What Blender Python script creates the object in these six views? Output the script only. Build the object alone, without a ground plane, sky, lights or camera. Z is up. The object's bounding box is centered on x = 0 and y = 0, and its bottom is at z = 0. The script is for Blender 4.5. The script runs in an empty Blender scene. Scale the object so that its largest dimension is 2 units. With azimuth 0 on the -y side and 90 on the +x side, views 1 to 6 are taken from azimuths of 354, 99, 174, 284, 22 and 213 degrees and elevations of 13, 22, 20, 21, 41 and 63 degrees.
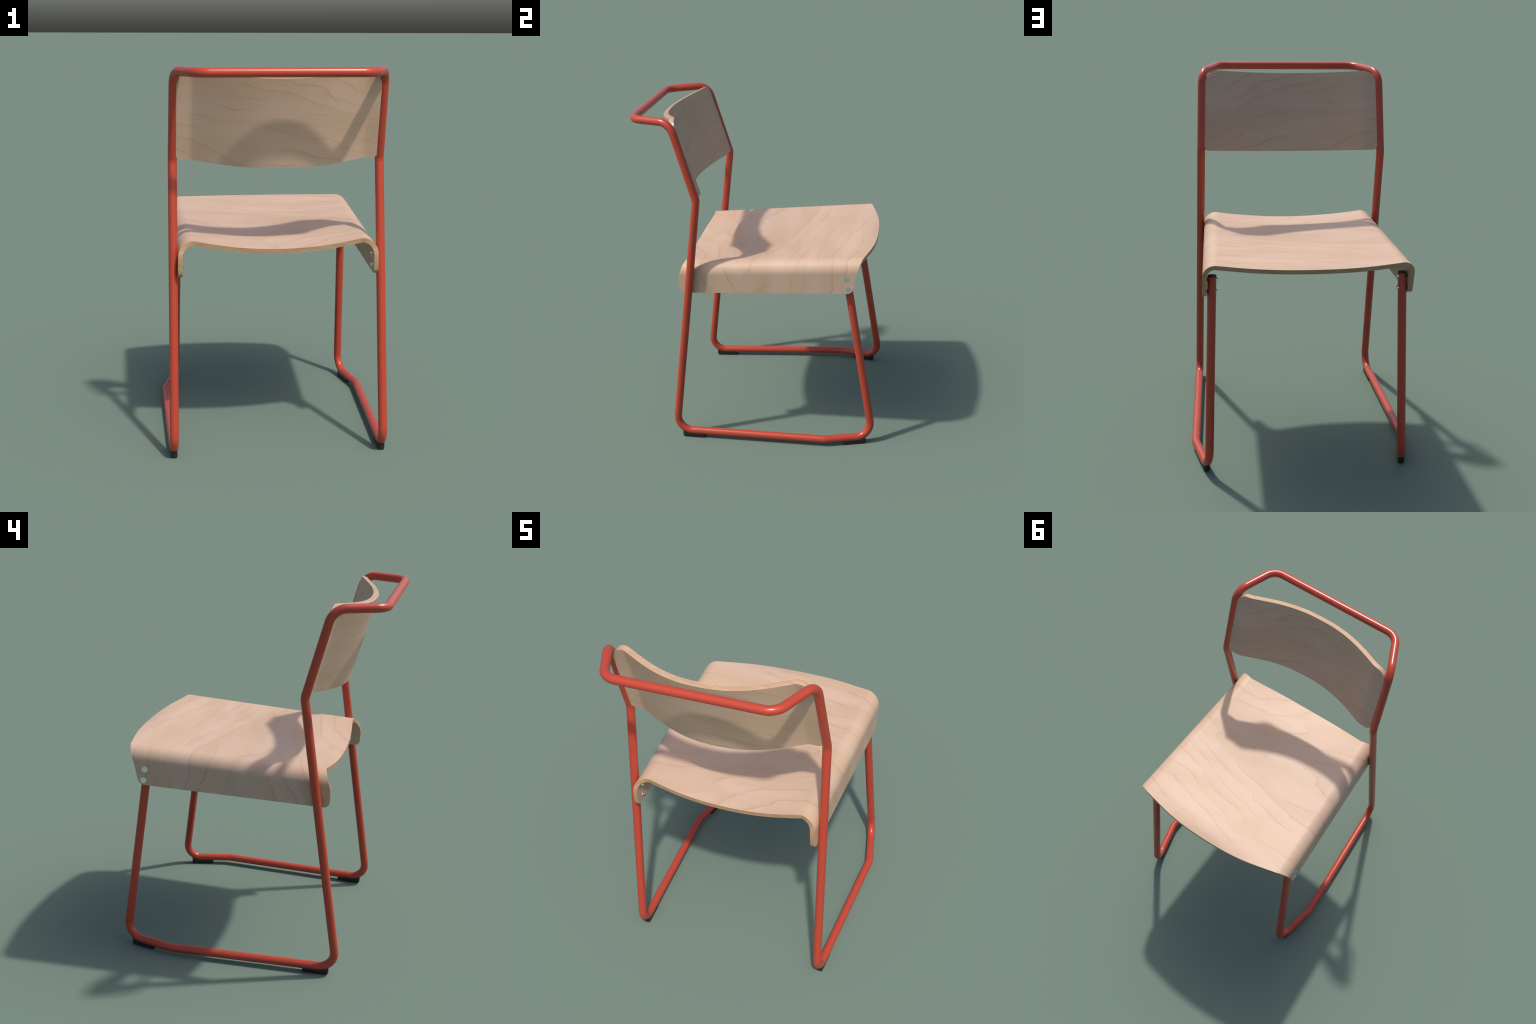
# Stacking cafe chair: one bent steel tube, moulded plywood seat and backrest.
import bpy, math
import numpy as np
from mathutils import Vector

DX = -0.0010                     # tiny sideways offset of the symmetry plane
TUBE_R = 0.0230                  # tube radius
BEND_R = 0.088                   # centre-line radius of every bend

# ------------------------------------------------------------------ helpers
def hermite(xs, ys, x, flat_start=True):
    xs, ys, x = np.array(xs, float), np.array(ys, float), np.asarray(x, float)
    h = np.diff(xs); d = np.diff(ys) / h
    m = np.zeros_like(ys)
    m[1:-1] = (d[:-1] * h[1:] + d[1:] * h[:-1]) / (h[1:] + h[:-1]); m[-1] = d[-1]
    if not flat_start:
        m[0] = d[0]
    i = np.clip(np.searchsorted(xs, x) - 1, 0, len(h) - 1); t = (x - xs[i]) / h[i]
    return ((2*t**3 - 3*t**2 + 1) * ys[i] + (t**3 - 2*t**2 + t) * h[i] * m[i]
            + (-2*t**3 + 3*t**2) * ys[i+1] + (t**3 - t**2) * h[i] * m[i+1])


def link(obj, parent=None):
    bpy.context.scene.collection.objects.link(obj)
    if parent is not None:
        obj.parent = parent
    return obj


def mesh_object(name, verts, faces, mats, parent, face_mat=None, smooth_angle=40):
    me = bpy.data.meshes.new(name)
    me.from_pydata([tuple(map(float, v)) for v in verts], [], faces)
    for m in (mats if isinstance(mats, (list, tuple)) else [mats]):
        me.materials.append(m)
    if face_mat is not None:
        me.polygons.foreach_set("material_index", face_mat)
    me.polygons.foreach_set("use_smooth", [True] * len(me.polygons))
    me.update()
    if smooth_angle:
        me.set_sharp_from_angle(angle=math.radians(smooth_angle))
    return link(bpy.data.objects.new(name, me), parent)


# ---------------------------------------------------------------- materials
class Nodes:
    def __init__(self, name):
        self.mat = bpy.data.materials.new(name); self.mat.use_nodes = True
        self.t = self.mat.node_tree; self.bsdf = self.t.nodes["Principled BSDF"]

    def new(self, kind, **kw):
        n = self.t.nodes.new(kind)
        for k, v in kw.items():
            setattr(n, k, v)
        return n

    def put(self, sock, val):
        if isinstance(val, bpy.types.NodeSocket):
            self.t.links.new(val, sock)
        elif val is not None:
            sock.default_value = val

    def math(self, op, a, b=None, c=None):
        n = self.new("ShaderNodeMath", operation=op)
        for s, v in zip(n.inputs, (a, b, c)):
            self.put(s, v)
        return n.outputs[0]

    def noise(self, vec, scale, detail=2.0, rough=0.5):
        n = self.new("ShaderNodeTexNoise")
        self.put(n.inputs["Vector"], vec)
        n.inputs["Scale"].default_value = scale
        n.inputs["Detail"].default_value = detail
        n.inputs["Roughness"].default_value = rough
        return n.outputs["Fac"]

    def combine(self, x, y, z):
        n = self.new("ShaderNodeCombineXYZ")
        for s, v in zip(n.inputs, (x, y, z)):
            self.put(s, v)
        return n.outputs[0]

    def mix(self, fac, a, b, blend="MIX"):
        n = self.new("ShaderNodeMix", data_type="RGBA", blend_type=blend)
        self.put(n.inputs[0], fac)
        for s, v in ((n.inputs[6], a), (n.inputs[7], b)):
            self.put(s, (*v, 1.0) if isinstance(v, tuple) and len(v) == 3 else v)
        return n.outputs[2]

    def remap(self, v, a, b, c=0.0, d=1.0):
        n = self.new("ShaderNodeMapRange", interpolation_type="SMOOTHSTEP")
        self.put(n.inputs[0], v)
        for s, q in zip(n.inputs[1:5], (a, b, c, d)):
            s.default_value = q
        return n.outputs[0]

    def object_xyz(self):
        tc = self.new("ShaderNodeTexCoord"); s = self.new("ShaderNodeSeparateXYZ")
        self.t.links.new(tc.outputs["Object"], s.inputs[0])
        return s.outputs


def plain(name, colour, rough, metallic=0.0, spec=0.5):
    n = Nodes(name)
    n.bsdf.inputs["Base Color"].default_value = (*colour, 1)
    n.bsdf.inputs["Roughness"].default_value = rough
    n.bsdf.inputs["Metallic"].default_value = metallic
    n.bsdf.inputs["Specular IOR Level"].default_value = spec
    return n


def veneer(name, across, seed, ring_gap, wander, lean, heart=None, strength=1.0, flecks=()):
    """Rotary-cut maple face. Growth rings are contour lines of a height field that
    runs mostly along x and leans; with 'heart' the rings fold into tapered arches
    around that line. 'across' is the ring-counting coordinate (y on seat, z on back)."""
    n = Nodes(name)
    x, y, z = n.object_xyz()
    if across == "y":                      # the grain follows the sheet down the flaps
        c = y
        drop = n.math("MAXIMUM", n.math("SUBTRACT", 1.11, z), 0.0)
        along = n.math("ADD", x, n.math("MULTIPLY", n.math("SIGN", x), drop))
    else:
        c, along = z, x

    def field(fa, fc, off, detail, rough=0.5):
        return n.noise(n.combine(n.math("MULTIPLY", along, fa), n.math("MULTIPLY", c, fc), seed + off), 1.0, detail, rough)

    low = field(1.2, 2.6, 0.0, 1.0)
    mid = field(4.5, 9.0, 7.3, 2.0, 0.55)
    jag = field(26.0, 30.0, 3.1, 2.0, 0.6)
    h = c
    if heart is not None:
        d = n.math("SUBTRACT", c, heart)
        h = n.math("SQRT", n.math("MULTIPLY_ADD", d, d, 0.012))
    h = n.math("MULTIPLY_ADD", along, lean, h)
    for f, k in ((low, 1.0), (mid, 0.30), (jag, 0.030)):
        h = n.math("MULTIPLY_ADD", f, wander * k, h)
    count = n.math("DIVIDE", h, ring_gap)
    ring = n.math("FRACT", count)
    wn = n.new("ShaderNodeTexWhiteNoise", noise_dimensions="1D")
    n.put(wn.inputs["W"], n.math("FLOOR", count)); year = wn.outputs["Value"]   # each year's wood differs a little
    fine = n.math("FRACT", n.math("DIVIDE", n.math("MULTIPLY_ADD", mid, 0.02, h), ring_gap * 0.37))
    # late wood: darkens gradually, ends in a thin crisp line
    line = n.math("MULTIPLY", n.remap(ring, 0.88, 0.975), n.remap(ring, 0.975, 1.0, 1.0, 0.0))
    halo = n.math("MULTIPLY", n.math("POWER", ring, 3.0), n.remap(ring, 0.975, 1.0, 1.0, 0.0))
    line2 = n.math("MULTIPLY", n.remap(fine, 0.80, 0.95), n.remap(fine, 0.95, 1.0, 1.0, 0.0))
    fade = n.remap(field(2.2, 6.0, 5.0, 1.0), 0.38, 0.62, 0.08, 1.0)
    fade2 = n.remap(field(2.5, 5.0, 15.0, 1.0), 0.45, 0.65, 0.0, 1.0)
    band = field(0.9, 8.0, 11.0, 2.0)
    blotch = field(3.0, 6.0, 21.0, 2.0)
    fibre = field(10.0, 420.0, 0.0, 2.0, 0.6)
    fleck = field(80.0, 150.0, 1.0, 2.0, 0.6)
    col = n.mix(n.remap(band, 0.40, 0.60), WOOD_BEIGE, WOOD_PINK)
    col = n.mix(n.math("MULTIPLY", n.remap(year, 0.35, 1.0), 0.42), col, WOOD_PINK)
    col = n.mix(n.math("MULTIPLY", n.remap(year, 0.5, 0.0), 0.30), col, WOOD_TAN)
    col = n.mix(n.remap(blotch, 0.45, 0.70, 0.0, 0.40), col, WOOD_TAN)
    col = n.mix(n.math("MULTIPLY", n.math("MULTIPLY", halo, fade), 0.50 * strength), col, WOOD_TAN)
    col = n.mix(n.math("MULTIPLY", n.math("MULTIPLY", line, fade), 0.44 * strength), col, WOOD_LINE)
    col = n.mix(n.math("MULTIPLY", n.math("MULTIPLY", line2, fade2), 0.20 * strength), col, WOOD_LINE)
    col = n.mix(n.remap(fibre, 0.3, 0.7, 0.0, 0.10), col, WOOD_TAN)
    col = n.mix(n.remap(fleck, 0.35, 0.65, 0.0, 0.06), col, WOOD_PALE)
    for fx, fc, la, lc in flecks:          # tiny mineral marks in the veneer
        ex = n.math("DIVIDE", n.math("SUBTRACT", x, fx), la); ec = n.math("DIVIDE", n.math("SUBTRACT", c, fc), lc)
        r2 = n.math("MULTIPLY_ADD", ex, ex, n.math("MULTIPLY", ec, ec))
        col = n.mix(n.remap(r2, 0.3, 1.0, 0.55, 0.0), col, (0.20, 0.11, 0.07))
    n.put(n.bsdf.inputs["Base Color"], col)
    n.bsdf.inputs["Roughness"].default_value = 0.52
    n.bsdf.inputs["Specular IOR Level"].default_value = 0.46
    bump = n.new("ShaderNodeBump"); bump.inputs["Strength"].default_value = 0.04
    bump.inputs["Distance"].default_value = 0.002
    n.put(bump.inputs["Height"], fibre); n.put(n.bsdf.inputs["Normal"], bump.outputs[0])
    return n.mat


def ply(name, light, dark):
    """One ply seen end-on: fine streaks running along the sheet."""
    n = Nodes(name)
    x, y, z = n.object_xyz()
    s = n.noise(n.combine(n.math("MULTIPLY", x, 9.0), n.math("MULTIPLY", y, 60.0), n.math("MULTIPLY", z, 60.0)), 1.0, 3.0, 0.65)
    s2 = n.noise(n.combine(n.math("MULTIPLY", x, 30.0), n.math("MULTIPLY", y, 30.0), n.math("MULTIPLY", z, 320.0)), 1.0, 2.0, 0.6)
    col = n.mix(n.remap(s, 0.38, 0.62), light, dark)
    col = n.mix(n.remap(s2, 0.4, 0.62, 0.0, 0.35), col, dark)
    n.put(n.bsdf.inputs["Base Color"], col)
    n.bsdf.inputs["Roughness"].default_value = 0.32
    return n.mat


WOOD_BEIGE = (0.548, 0.380, 0.258)
WOOD_PINK = (0.578, 0.405, 0.306)
WOOD_TAN = (0.485, 0.315, 0.212)
WOOD_LINE = (0.405, 0.225, 0.140)
WOOD_PALE = (0.630, 0.460, 0.350)

seat_veneer = veneer("seat_maple_veneer", "y", 5.0, 0.095, 0.34, 0.30, heart=-0.08,
                     flecks=((0.489, 0.5685, 0.006, 0.0016), (-0.478, 0.6246, 0.006, 0.0016)))
back_veneer = veneer("back_maple_veneer", "z", 12.0, 0.072, 0.32, 0.26, strength=0.90)
ply_light = ply("ply_edge_light", (0.60, 0.42, 0.28), (0.54, 0.355, 0.225))
ply_dark = ply("ply_edge_dark", (0.42, 0.25, 0.15), (0.34, 0.20, 0.115))
ply_seat = ply("ply_edge_seat_light", (0.455, 0.300, 0.180), (0.40, 0.25, 0.145))
ply_seat_dark = ply("ply_edge_seat_dark", (0.405, 0.255, 0.145), (0.33, 0.20, 0.11))

red_n = plain("red_powder_coat", (0.440, 0.055, 0.029), 0.27)
rx, ry, rz = red_n.object_xyz()
orange_peel = red_n.noise(red_n.combine(rx, ry, rz), 420.0, 2.0)
red_bump = red_n.new("ShaderNodeBump"); red_bump.inputs["Strength"].default_value = 0.03
red_bump.inputs["Distance"].default_value = 0.001
red_n.put(red_bump.inputs["Height"], orange_peel); red_n.put(red_n.bsdf.inputs["Normal"], red_bump.outputs[0])
red = red_n.mat
rubber = plain("black_plastic", (0.013, 0.014, 0.013), 0.5).mat
steel = plain("polished_steel", (0.93, 0.94, 0.93), 0.06, 1.0).mat

# -------------------------------------------------------------- chair (root)
chair = link(bpy.data.objects.new("chair", None))
chair["label"] = "red tubular steel chair with curved plywood seat and backrest"
chair["category"] = "chair"

# ------------------------------------------------- tube frame: centre line
RUN_Z = 0.0388
NODE = {
    "leg_front": np.array([0.5010, 0.5598, 0.9000]),   # a point on the front leg
    "toe":       np.array([0.5230, 0.6812, RUN_Z]),    # front bottom corner
    "kink":      np.array([0.5882, 0.3973, RUN_Z]),    # runner splays out here
    "heel":      np.array([0.5458, -0.5294, RUN_Z]),   # rear bottom corner
    "waist":     np.array([0.5272, -0.3102, 1.5291]),  # back post leans here
    "shoulder":  np.array([0.5152, -0.4327, 1.9768]),  # post turns into the arm
    "corner":    np.array([0.4126, -0.6742, 1.9768]),  # arm turns into the top rail
}
MIRROR = np.array([-1.0, 1.0, 1.0])
SHIFT = np.array([DX, 0, 0])
leg_dir = (NODE["leg_front"] - NODE["toe"]) / (NODE["leg_front"][2] - RUN_Z)


def front_leg_at(z):
    return NODE["toe"] + leg_dir * (z - RUN_Z)


def rear_leg_at(z):
    a, b = NODE["heel"], NODE["waist"]
    return a + (b - a) * (z - a[2]) / (b[2] - a[2])


CAP_Z = 1.0965
tube_end = front_leg_at(CAP_Z - 0.0065)
corner_names = ["toe", "kink", "heel", "waist", "shoulder", "corner"]


def bend(prev, node, nxt, steps):
    a = (prev - node) / np.linalg.norm(prev - node); b = (nxt - node) / np.linalg.norm(nxt - node)
    ang = math.acos(float(np.clip(a @ b, -1, 1)))
    reach = BEND_R / math.tan(ang / 2)
    mid = (a + b) / np.linalg.norm(a + b)
    centre = node + mid * BEND_R / math.sin(ang / 2)
    p0 = node + a * reach - centre; p1 = node + b * reach - centre
    sweep = math.pi - ang
    u = p0 / BEND_R; w = p1 - u * (p1 @ u); w /= np.linalg.norm(w)
    return [centre + BEND_R * (u * math.cos(t) + w * math.sin(t)) for t in np.linspace(0, sweep, steps + 1)]


side = [NODE[k] for k in corner_names]
chain = [tube_end] + side + [p * MIRROR for p in side[::-1]] + [tube_end * MIRROR]
# the parts, in order along the tube, change at the end of these bends
part_after = {0: "front_leg", 1: "runner", 2: "runner", 3: "rear_leg", 4: "back_post", 5: "arm_rail",
              6: "top_rail", 7: "arm_rail", 8: "back_post", 9: "rear_leg", 10: "runner", 11: "runner", 12: "front_leg"}
path, owner = [], []
for i, p in enumerate(chain):
    if i in (0, len(chain) - 1):
        pts = [p]
    else:
        pts = bend(chain[i-1], p, chain[i+1], 6 if i in (2, 4, 9, 11) else 16)
    for k, q in enumerate(pts):
        if path:                                   # split long straights a little
            gap = np.linalg.norm(q - path[-1]); m = max(1, int(gap / 0.12))
            for s in range(1, m):
                path.append(path[-1] + (q - path[-1]) / (m - s + 1)); owner.append(part_after[max(i-1, 0)])
        path.append(np.array(q))
        # the first half of a bend belongs to the part before, the rest to the part after
        owner.append(part_after[i - 1] if (i > 0 and k < len(pts) / 2) else part_after[min(i, 12)])
path = np.array(path) + SHIFT
# parallel-transported rings
SIDES = 32
tang = np.gradient(path, axis=0); tang /= np.linalg.norm(tang, axis=1)[:, None]
ref = np.array([1.0, 0, 0]); ring_pts, ring_nrm = [], []
phi = np.linspace(0, 2 * math.pi, SIDES, endpoint=False)
for p, t in zip(path, tang):
    ref = ref - t * (ref @ t); ref /= np.linalg.norm(ref); bi = np.cross(t, ref)
    d = np.outer(np.cos(phi), ref) + np.outer(np.sin(phi), bi)
    ring_pts.append(p + TUBE_R * d); ring_nrm.append(d)
ring_pts, ring_nrm = np.array(ring_pts), np.array(ring_nrm)


def tube_piece(name, i0, i1):
    rows = i1 - i0 + 1
    v = ring_pts[i0:i1+1].reshape(-1, 3); nr = ring_nrm[i0:i1+1].reshape(-1, 3)
    f = [(r*SIDES + s, r*SIDES + (s+1) % SIDES, (r+1)*SIDES + (s+1) % SIDES, (r+1)*SIDES + s)
         for r in range(rows - 1) for s in range(SIDES)]
    ob = mesh_object(name, v, f, red, chair, smooth_angle=0)
    ob.data.normals_split_custom_set_from_vertices([tuple(map(float, q)) for q in nr])
    return ob


start = 0
for i in range(1, len(path)):
    if i == len(path) - 1 or owner[i] != owner[start]:
        tube_piece(owner[start], start, i)
        start = i


def lathe(name, profile, origin, axis, mat, parent=chair, sides=40, angle=35, shared=None):
    """Turned part: profile is (radius, height) pairs along axis."""
    axis = np.array(axis, float) / np.linalg.norm(axis)
    u = np.cross(axis, [0, 0.3, 1.0]); u /= np.linalg.norm(u); w = np.cross(axis, u)
    v, f = [], []
    th = np.linspace(0, 2 * math.pi, sides, endpoint=False)
    for r, hgt in profile:
        for t in th:
            v.append(np.array(origin) + axis * hgt + r * (u * math.cos(t) + w * math.sin(t)))
    for k in range(len(profile) - 1):
        for s in range(sides):
            f.append((k*sides + s, k*sides + (s+1) % sides, (k+1)*sides + (s+1) % sides, (k+1)*sides + s))
    f.append(tuple(range(sides))[::-1]); f.append(tuple((len(profile)-1)*sides + s for s in range(sides)))
    return mesh_object(name, v, f, mat, parent, smooth_angle=angle)


# black plug in the open top of each front leg
for sgn in (1, -1):
    m = np.array([sgn, 1, 1])
    d = leg_dir * m / np.linalg.norm(leg_dir)
    lathe("end_cap", [(0.017, -0.02), (0.019, -0.0005), (TUBE_R, -0.0005), (TUBE_R, 0.0045), (TUBE_R - 0.0015, 0.0065), (0.012, 0.0070)],
          tube_end * m + SHIFT, d, rubber)

# ------------------------------------------------------------- foot pads
def foot(corner, towards, along0, along1):
    """Block under the runner; its top follows the tube up into the bend."""
    half_w, lip = 0.0178, 0.007
    c, k = NODE[corner], NODE[towards]
    d = k - c; d /= np.linalg.norm(d); s = np.cross([0, 0, 1.0], d)
    n = 26
    pos = along0 + (along1 - along0) * (0.5 - 0.5 * np.cos(np.linspace(0, math.pi, n)))
    pts = np.array(bend(NODE["leg_front"] if corner == "toe" else NODE["waist"], c, k, 40))
    pa = (pts - c) @ d; order = np.argsort(pa)
    v, f = [], []
    for a in pos:
        top = np.interp(a, pa[order], pts[order, 2]) if a < pa.max() else RUN_Z
        e = min(a - along0, along1 - a)
        lift = lip * (1 - math.sqrt(max(0.0, 1 - (1 - min(e, lip * 1.6) / (lip * 1.6))**2)))
        hw = half_w - 0.010 * (1 - math.sqrt(max(0.0, 1 - (1 - min(e, 0.010) / 0.010)**2)))
        sec = [(-hw, top), (-hw, lip + lift), (-hw * 0.97, 0.40 * lip + lift), (-hw * 0.88, 0.1 * lip + lift), (-hw + 0.007, lift),
               (hw - 0.007, lift), (hw * 0.88, 0.1 * lip + lift), (hw * 0.97, 0.40 * lip + lift), (hw, lip + lift), (hw, top)]
        v += [c * [1, 1, 0] + d * a + s * q + np.array([0, 0, h]) for q, h in sec]
    m = 10
    for i in range(n - 1):
        for j in range(m):
            f.append((i*m + j, i*m + (j+1) % m, (i+1)*m + (j+1) % m, (i+1)*m + j))
    f.append(tuple(range(m))[::-1]); f.append(tuple((n-1)*m + j for j in range(m)))
    return np.array(v), f


for corner, towards, a0, a1 in (("heel", "kink", 0.041, 0.184), ("toe", "kink", 0.041, 0.181)):
    v, f = foot(corner, towards, a0, a1)
    mesh_object("foot_pad", v + SHIFT, [q[::-1] for q in f], rubber, chair)
    mesh_object("foot_pad", v * MIRROR + SHIFT, f, rubber, chair)

# ------------------------------------------------------------- ply slab
def slab(name, outer, inner, plies, mats, face_mat, edge_mats):
    """Closed sheet between two grids; the rim is cut into one strip per ply."""
    R, C = outer.shape[:2]
    v = list(outer.reshape(-1, 3)) + list(inner.reshape(-1, 3))
    o = lambda r, c: r * C + c
    q = lambda r, c: R * C + r * C + c
    f, fm = [], []
    for r in range(R - 1):
        for c in range(C - 1):
            f.append((o(r, c), o(r, c+1), o(r+1, c+1), o(r+1, c))); fm.append(face_mat)
            f.append((q(r, c), q(r+1, c), q(r+1, c+1), q(r, c+1))); fm.append(face_mat)
    rim = [(0, c) for c in range(C)] + [(r, C-1) for r in range(1, R)] \
        + [(R-1, c) for c in range(C-2, -1, -1)] + [(r, 0) for r in range(R-2, 0, -1)]
    rows = [[o(*k) for k in rim]]
    for t in np.cumsum(plies)[:-1] / np.sum(plies):
        row = []
        for k in rim:
            row.append(len(v)); v.append(outer[k] * (1 - t) + inner[k] * t)
        rows.append(row)
    rows.append([q(*k) for k in rim])
    L = len(rim)
    for i in range(len(rows) - 1):
        for k in range(L):
            f.append((rows[i][k], rows[i+1][k], rows[i+1][(k+1) % L], rows[i][(k+1) % L])); fm.append(edge_mats[i])
    ob = mesh_object(name, v, f, mats, chair, face_mat=fm, smooth_angle=50)
    return ob


# ---------------------------------------------------------------- seat
SEAT = dict(w_rear=0.5085, w_front=0.5467, z=1.1264, tilt=0.0726, sag_rear=0.0392, sag_front=0.0131,
            radius=0.0735, drop_rear=0.1397, drop_front=0.1829, thick=0.0228)
# front and rear outline: y against arc length along the profile, over the dish and over shoulder + flap
DISH_S, SIDE_S = [0, 0.22, 0.44], [0.44, 0.50, 0.56, 0.665]
FRONT_DISH, FRONT_SIDE = [0.6980, 0.6849, 0.6381], [0.6381, 0.6177, 0.5963, 0.5704]
REAR_DISH, REAR_SIDE = [-0.4405, -0.4342, -0.4120], [-0.4120, -0.4290, -0.4500, -0.4495]
N_TOP, N_ARC, N_FLAP = 36, 18, 26
CORNER = 0.030


def seat_profile(y):
    """Outer line of the half section at y: dish, shoulder arc, flap. Returns x, z and unit normals."""
    k = (y + 0.45) / 1.05
    w = SEAT["w_rear"] + (SEAT["w_front"] - SEAT["w_rear"]) * k
    sag = SEAT["sag_rear"] + (SEAT["sag_front"] - SEAT["sag_rear"]) * k
    drop = SEAT["drop_rear"] + (SEAT["drop_front"] - SEAT["drop_rear"]) * k
    R = SEAT["radius"]; al = 0.2
    for _ in range(25):
        xs = w - R * (math.sin(al) + 1); al = math.atan(2 * sag / xs)
    x1 = np.linspace(0, xs, N_TOP + 1); z1 = sag * (x1 / xs)**2; s1 = np.arctan(2 * sag * x1 / xs**2)
    th = np.linspace(al, -math.pi / 2, N_ARC + 1)[1:]
    x2 = xs + R * (math.sin(al) - np.sin(th)); z2 = sag + R * (np.cos(th) - math.cos(al))
    t = np.sin(np.linspace(0, math.pi / 2, N_FLAP + 1))[1:]      # denser at the foot
    z3 = z2[-1] + (-drop - z2[-1]) * t; x3 = np.full(N_FLAP, x2[-1]) + 0.002 * t
    head = np.concatenate([s1, th, np.full(N_FLAP, -math.pi / 2)])
    x = np.concatenate([x1, x2, x3]); z = np.concatenate([z1, z2, z3])
    u = np.concatenate([np.linspace(0, 1, N_TOP + 1), 1 + np.arange(1, N_ARC + 1) / N_ARC, 2 + t])
    return x, z + SEAT["z"] + SEAT["tilt"] * y, np.sin(-head), np.cos(head), u, z3[-1] - z3


def crown(u, y, y_lip):
    """The front half of the dish swells a little and rolls over at the lip."""
    if u >= 1:
        return 0.0
    rise = float(hermite([-0.45, -0.38, 0.0, 0.35, 0.55, 0.75], [0, 0.0004, 0.0068, 0.0096, 0.0124, 0.0140], [y])[0])
    d = min(1.0, (y_lip - y) / 0.10)
    return rise * (1 - u * u)**1.5 * (1 - (1 - d)**2)


_, _, _, _, U, to_foot = seat_profile(0.0)
arc_len = np.where(U < 1, U * 0.44, np.where(U < 2, 0.44 + (U - 1) * 0.12, 0.56 + (U - 2) * 0.105))
yf = np.where(U <= 1, hermite(DISH_S, FRONT_DISH, arc_len), hermite(SIDE_S, FRONT_SIDE, arc_len, False))
yr = np.where(U <= 1, hermite(DISH_S, REAR_DISH, arc_len), hermite(SIDE_S, REAR_SIDE, arc_len, False))
height = np.concatenate([np.full(N_TOP + 1 + N_ARC, 1.0), -to_foot])
round_off = np.where(height < CORNER, CORNER - np.sqrt(np.maximum(0, CORNER**2 - (CORNER - height)**2)), 0.0)
yf = yf - round_off; yr = yr + round_off
NY = 64
outer_half, inner_half = [], []
grid_t = 0.5 - 0.5 * np.cos(np.linspace(0, math.pi, NY + 1)); grid_t = 0.5 * grid_t + 0.5 * np.linspace(0, 1, NY + 1)
n_u = len(U)
og = np.zeros((NY + 1, n_u, 3)); ig = np.zeros_like(og)
for j in range(n_u):
    for i, g in enumerate(grid_t):
        y = yr[j] + (yf[j] - yr[j]) * g
        x, z, nx, nz, _, _ = seat_profile(y)
        lift = crown(U[j], y, yf[j])
        og[i, j] = (x[j], y, z[j] + lift); ig[i, j] = (x[j] - nx[j] * SEAT["thick"], y, z[j] + lift - nz[j] * SEAT["thick"])
full = lambda a: np.concatenate([a[:, :0:-1] * MIRROR, a], axis=1) + SHIFT
seat_plies = [1.0, 1.6, 1.2, 1.6, 1.2, 1.6, 1.0]
seat_obj = slab("seat", full(og), full(ig), seat_plies, [seat_veneer, ply_seat, ply_seat_dark], 0, [1, 2, 1, 2, 1, 2, 1])

# -------------------------------------------------------------- backrest
W, S = NODE["waist"], NODE["shoulder"]
up = np.array([0, S[1] - W[1], S[2] - W[2]]); post = np.linalg.norm(up); up /= post
fwd = np.array([0, up[2], -up[1]])
DISH_AT = [0, 0.25, 0.5, 0.65, 0.75, 0.80, 0.84, 0.875, 0.92, 1.0]
DISH = [-0.1112, -0.1020, -0.0680, -0.0362, -0.0120, 0.0000, 0.0085, 0.0118, 0.0125, 0.0125]   # dish, then a flat flange
BACK_TILT = -0.008
BACK_T, V_TOP, V_LOW, R_TOP, R_LOW = 0.0288, 0.4695, 0.0112, 0.070, 0.026


def back_half_width(v):
    return W[0] + (S[0] - W[0]) * v / post - TUBE_R + 0.0035


def back_edge(v):
    w = back_half_width(v)
    dt, db = V_TOP - v, v - V_LOW
    if dt < R_TOP:
        w -= R_TOP - math.sqrt(max(0, R_TOP**2 - (R_TOP - dt)**2))
    if db < R_LOW:
        w -= R_LOW - math.sqrt(max(0, R_LOW**2 - (R_LOW - db)**2))
    return w


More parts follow.
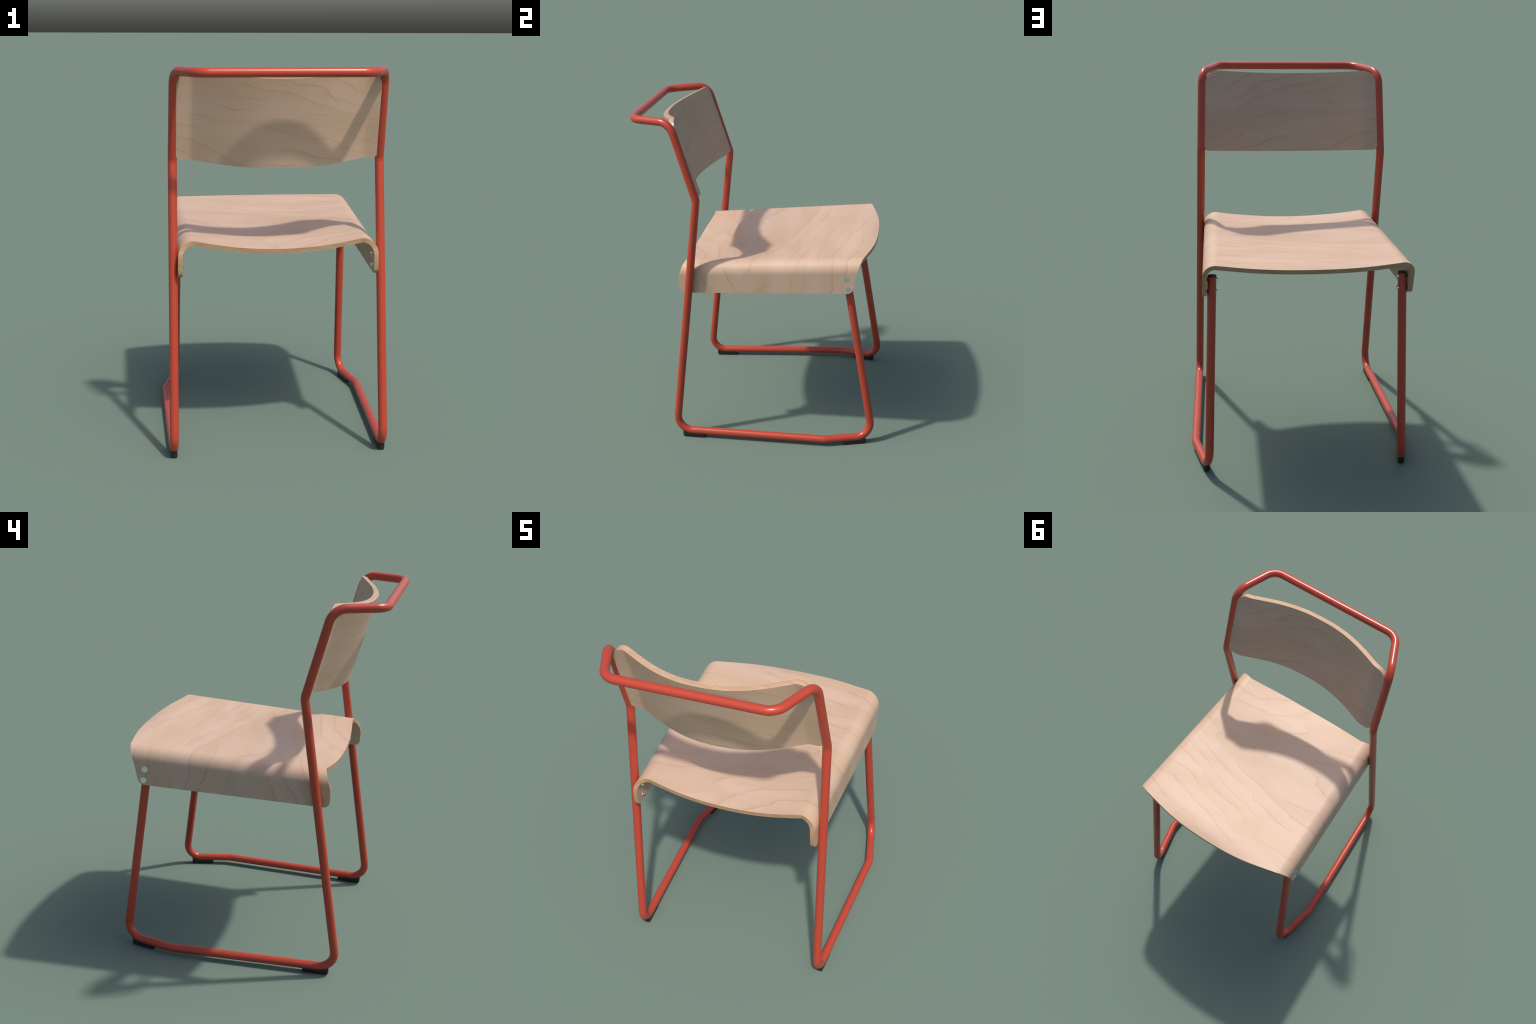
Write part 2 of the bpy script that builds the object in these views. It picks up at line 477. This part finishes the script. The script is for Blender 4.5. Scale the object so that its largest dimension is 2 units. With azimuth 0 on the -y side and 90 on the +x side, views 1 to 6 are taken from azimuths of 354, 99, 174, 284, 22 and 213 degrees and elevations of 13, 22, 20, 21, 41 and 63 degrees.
low_end = V_LOW + R_LOW * (1 - np.cos(np.linspace(0, math.pi / 2, 12)))
top_end = V_TOP - R_TOP * (1 - np.cos(np.linspace(0, math.pi / 2, 22)))[::-1]
v_rows = np.concatenate([low_end, np.linspace(low_end[-1], top_end[0], 20)[1:-1], top_end])
q_cols = np.sin(np.linspace(-math.pi / 2, math.pi / 2, 121)); q_cols = 0.5 * q_cols + 0.5 * np.linspace(-1, 1, 121)
front_g = np.zeros((len(v_rows), len(q_cols), 3)); rear_g = np.zeros_like(front_g)
for i, v in enumerate(v_rows):
    w, hw = back_edge(v), back_half_width(v)
    for j, q in enumerate(q_cols):
        x = q * w; a = abs(x) / hw
        n0 = float(hermite(DISH_AT, DISH, [a])[0]); e = 1e-3
        n1 = float(hermite(DISH_AT, DISH, [min(a + e, 1.0)])[0]); nm = float(hermite(DISH_AT, DISH, [abs(a - e)])[0])
        sl = (n1 - nm) / ((min(a + e, 1.0) - (a - e)) * hw) * (1 if x >= 0 else -1)
        L = math.sqrt(1 + sl * sl); n0 += BACK_TILT * (v - 0.24)
        base = np.array([0, W[1], W[2]]) + up * v
        tuck = 0.006 * max(0.0, (a - 0.95) / 0.05) * (1 if x >= 0 else -1)   # rear face tucks round the tube
        front_g[i, j] = base + fwd * n0 + np.array([x, 0, 0])
        rear_g[i, j] = base + fwd * (n0 - BACK_T / L) + np.array([x + BACK_T * sl / L + tuck, 0, 0])
back_plies = [1.2, 0.8, 1.0, 0.7, 1.2, 0.7, 1.2, 0.5, 1.2]
slab("backrest", front_g[:, ::-1] + SHIFT, rear_g[:, ::-1] + SHIFT, back_plies, [back_veneer, ply_light, ply_dark], 0,
     [1, 2, 1, 2, 1, 2, 1, 2, 1])

# ------------------------------------------------- bolts through seat and legs
def flap_x(y, z):
    x, zz, *_ = seat_profile(y)
    return float(np.interp(-z, -zz[-N_FLAP:], x[-N_FLAP:]))


DOME = [(0.0115, -0.004), (0.0115, 0.0012), (0.0110, 0.0033), (0.0096, 0.0054), (0.0074, 0.0070), (0.0046, 0.0078),
        (0.0043, 0.0062), (0.0020, 0.0060)]
for sgn in (1, -1):
    m = np.array([sgn, 1, 1])
    for z in (1.0735, 1.0115):
        p = front_leg_at(z)
        fx = flap_x(p[1], z)
        # polished disc let into the flap, washer behind it, dome on the inner side of the leg
        lathe("bolt_head", [(0.0165, -0.006), (0.0165, 0.0007), (0.004, 0.0007)],
              np.array([fx, p[1], z]) * m + SHIFT, (sgn, -0.0364, 0.018), steel)
        lathe("spacer", [(0.0105, -0.006), (0.0105, fx - SEAT["thick"] - p[0] - TUBE_R + 0.001)],
              np.array([p[0] + TUBE_R, p[1], z]) * m + SHIFT, (sgn, 0, 0), rubber)
        lathe("bolt_end", DOME, np.array([p[0] - TUBE_R, p[1], z]) * m + SHIFT, (-sgn, 0, 0), steel)
    for z in (1.0530, 0.9930):
        p = rear_leg_at(z); fx = flap_x(p[1], z)
        lathe("bolt_end", DOME, np.array([fx - SEAT["thick"], p[1], z]) * m + SHIFT, (-sgn, 0, 0), steel)
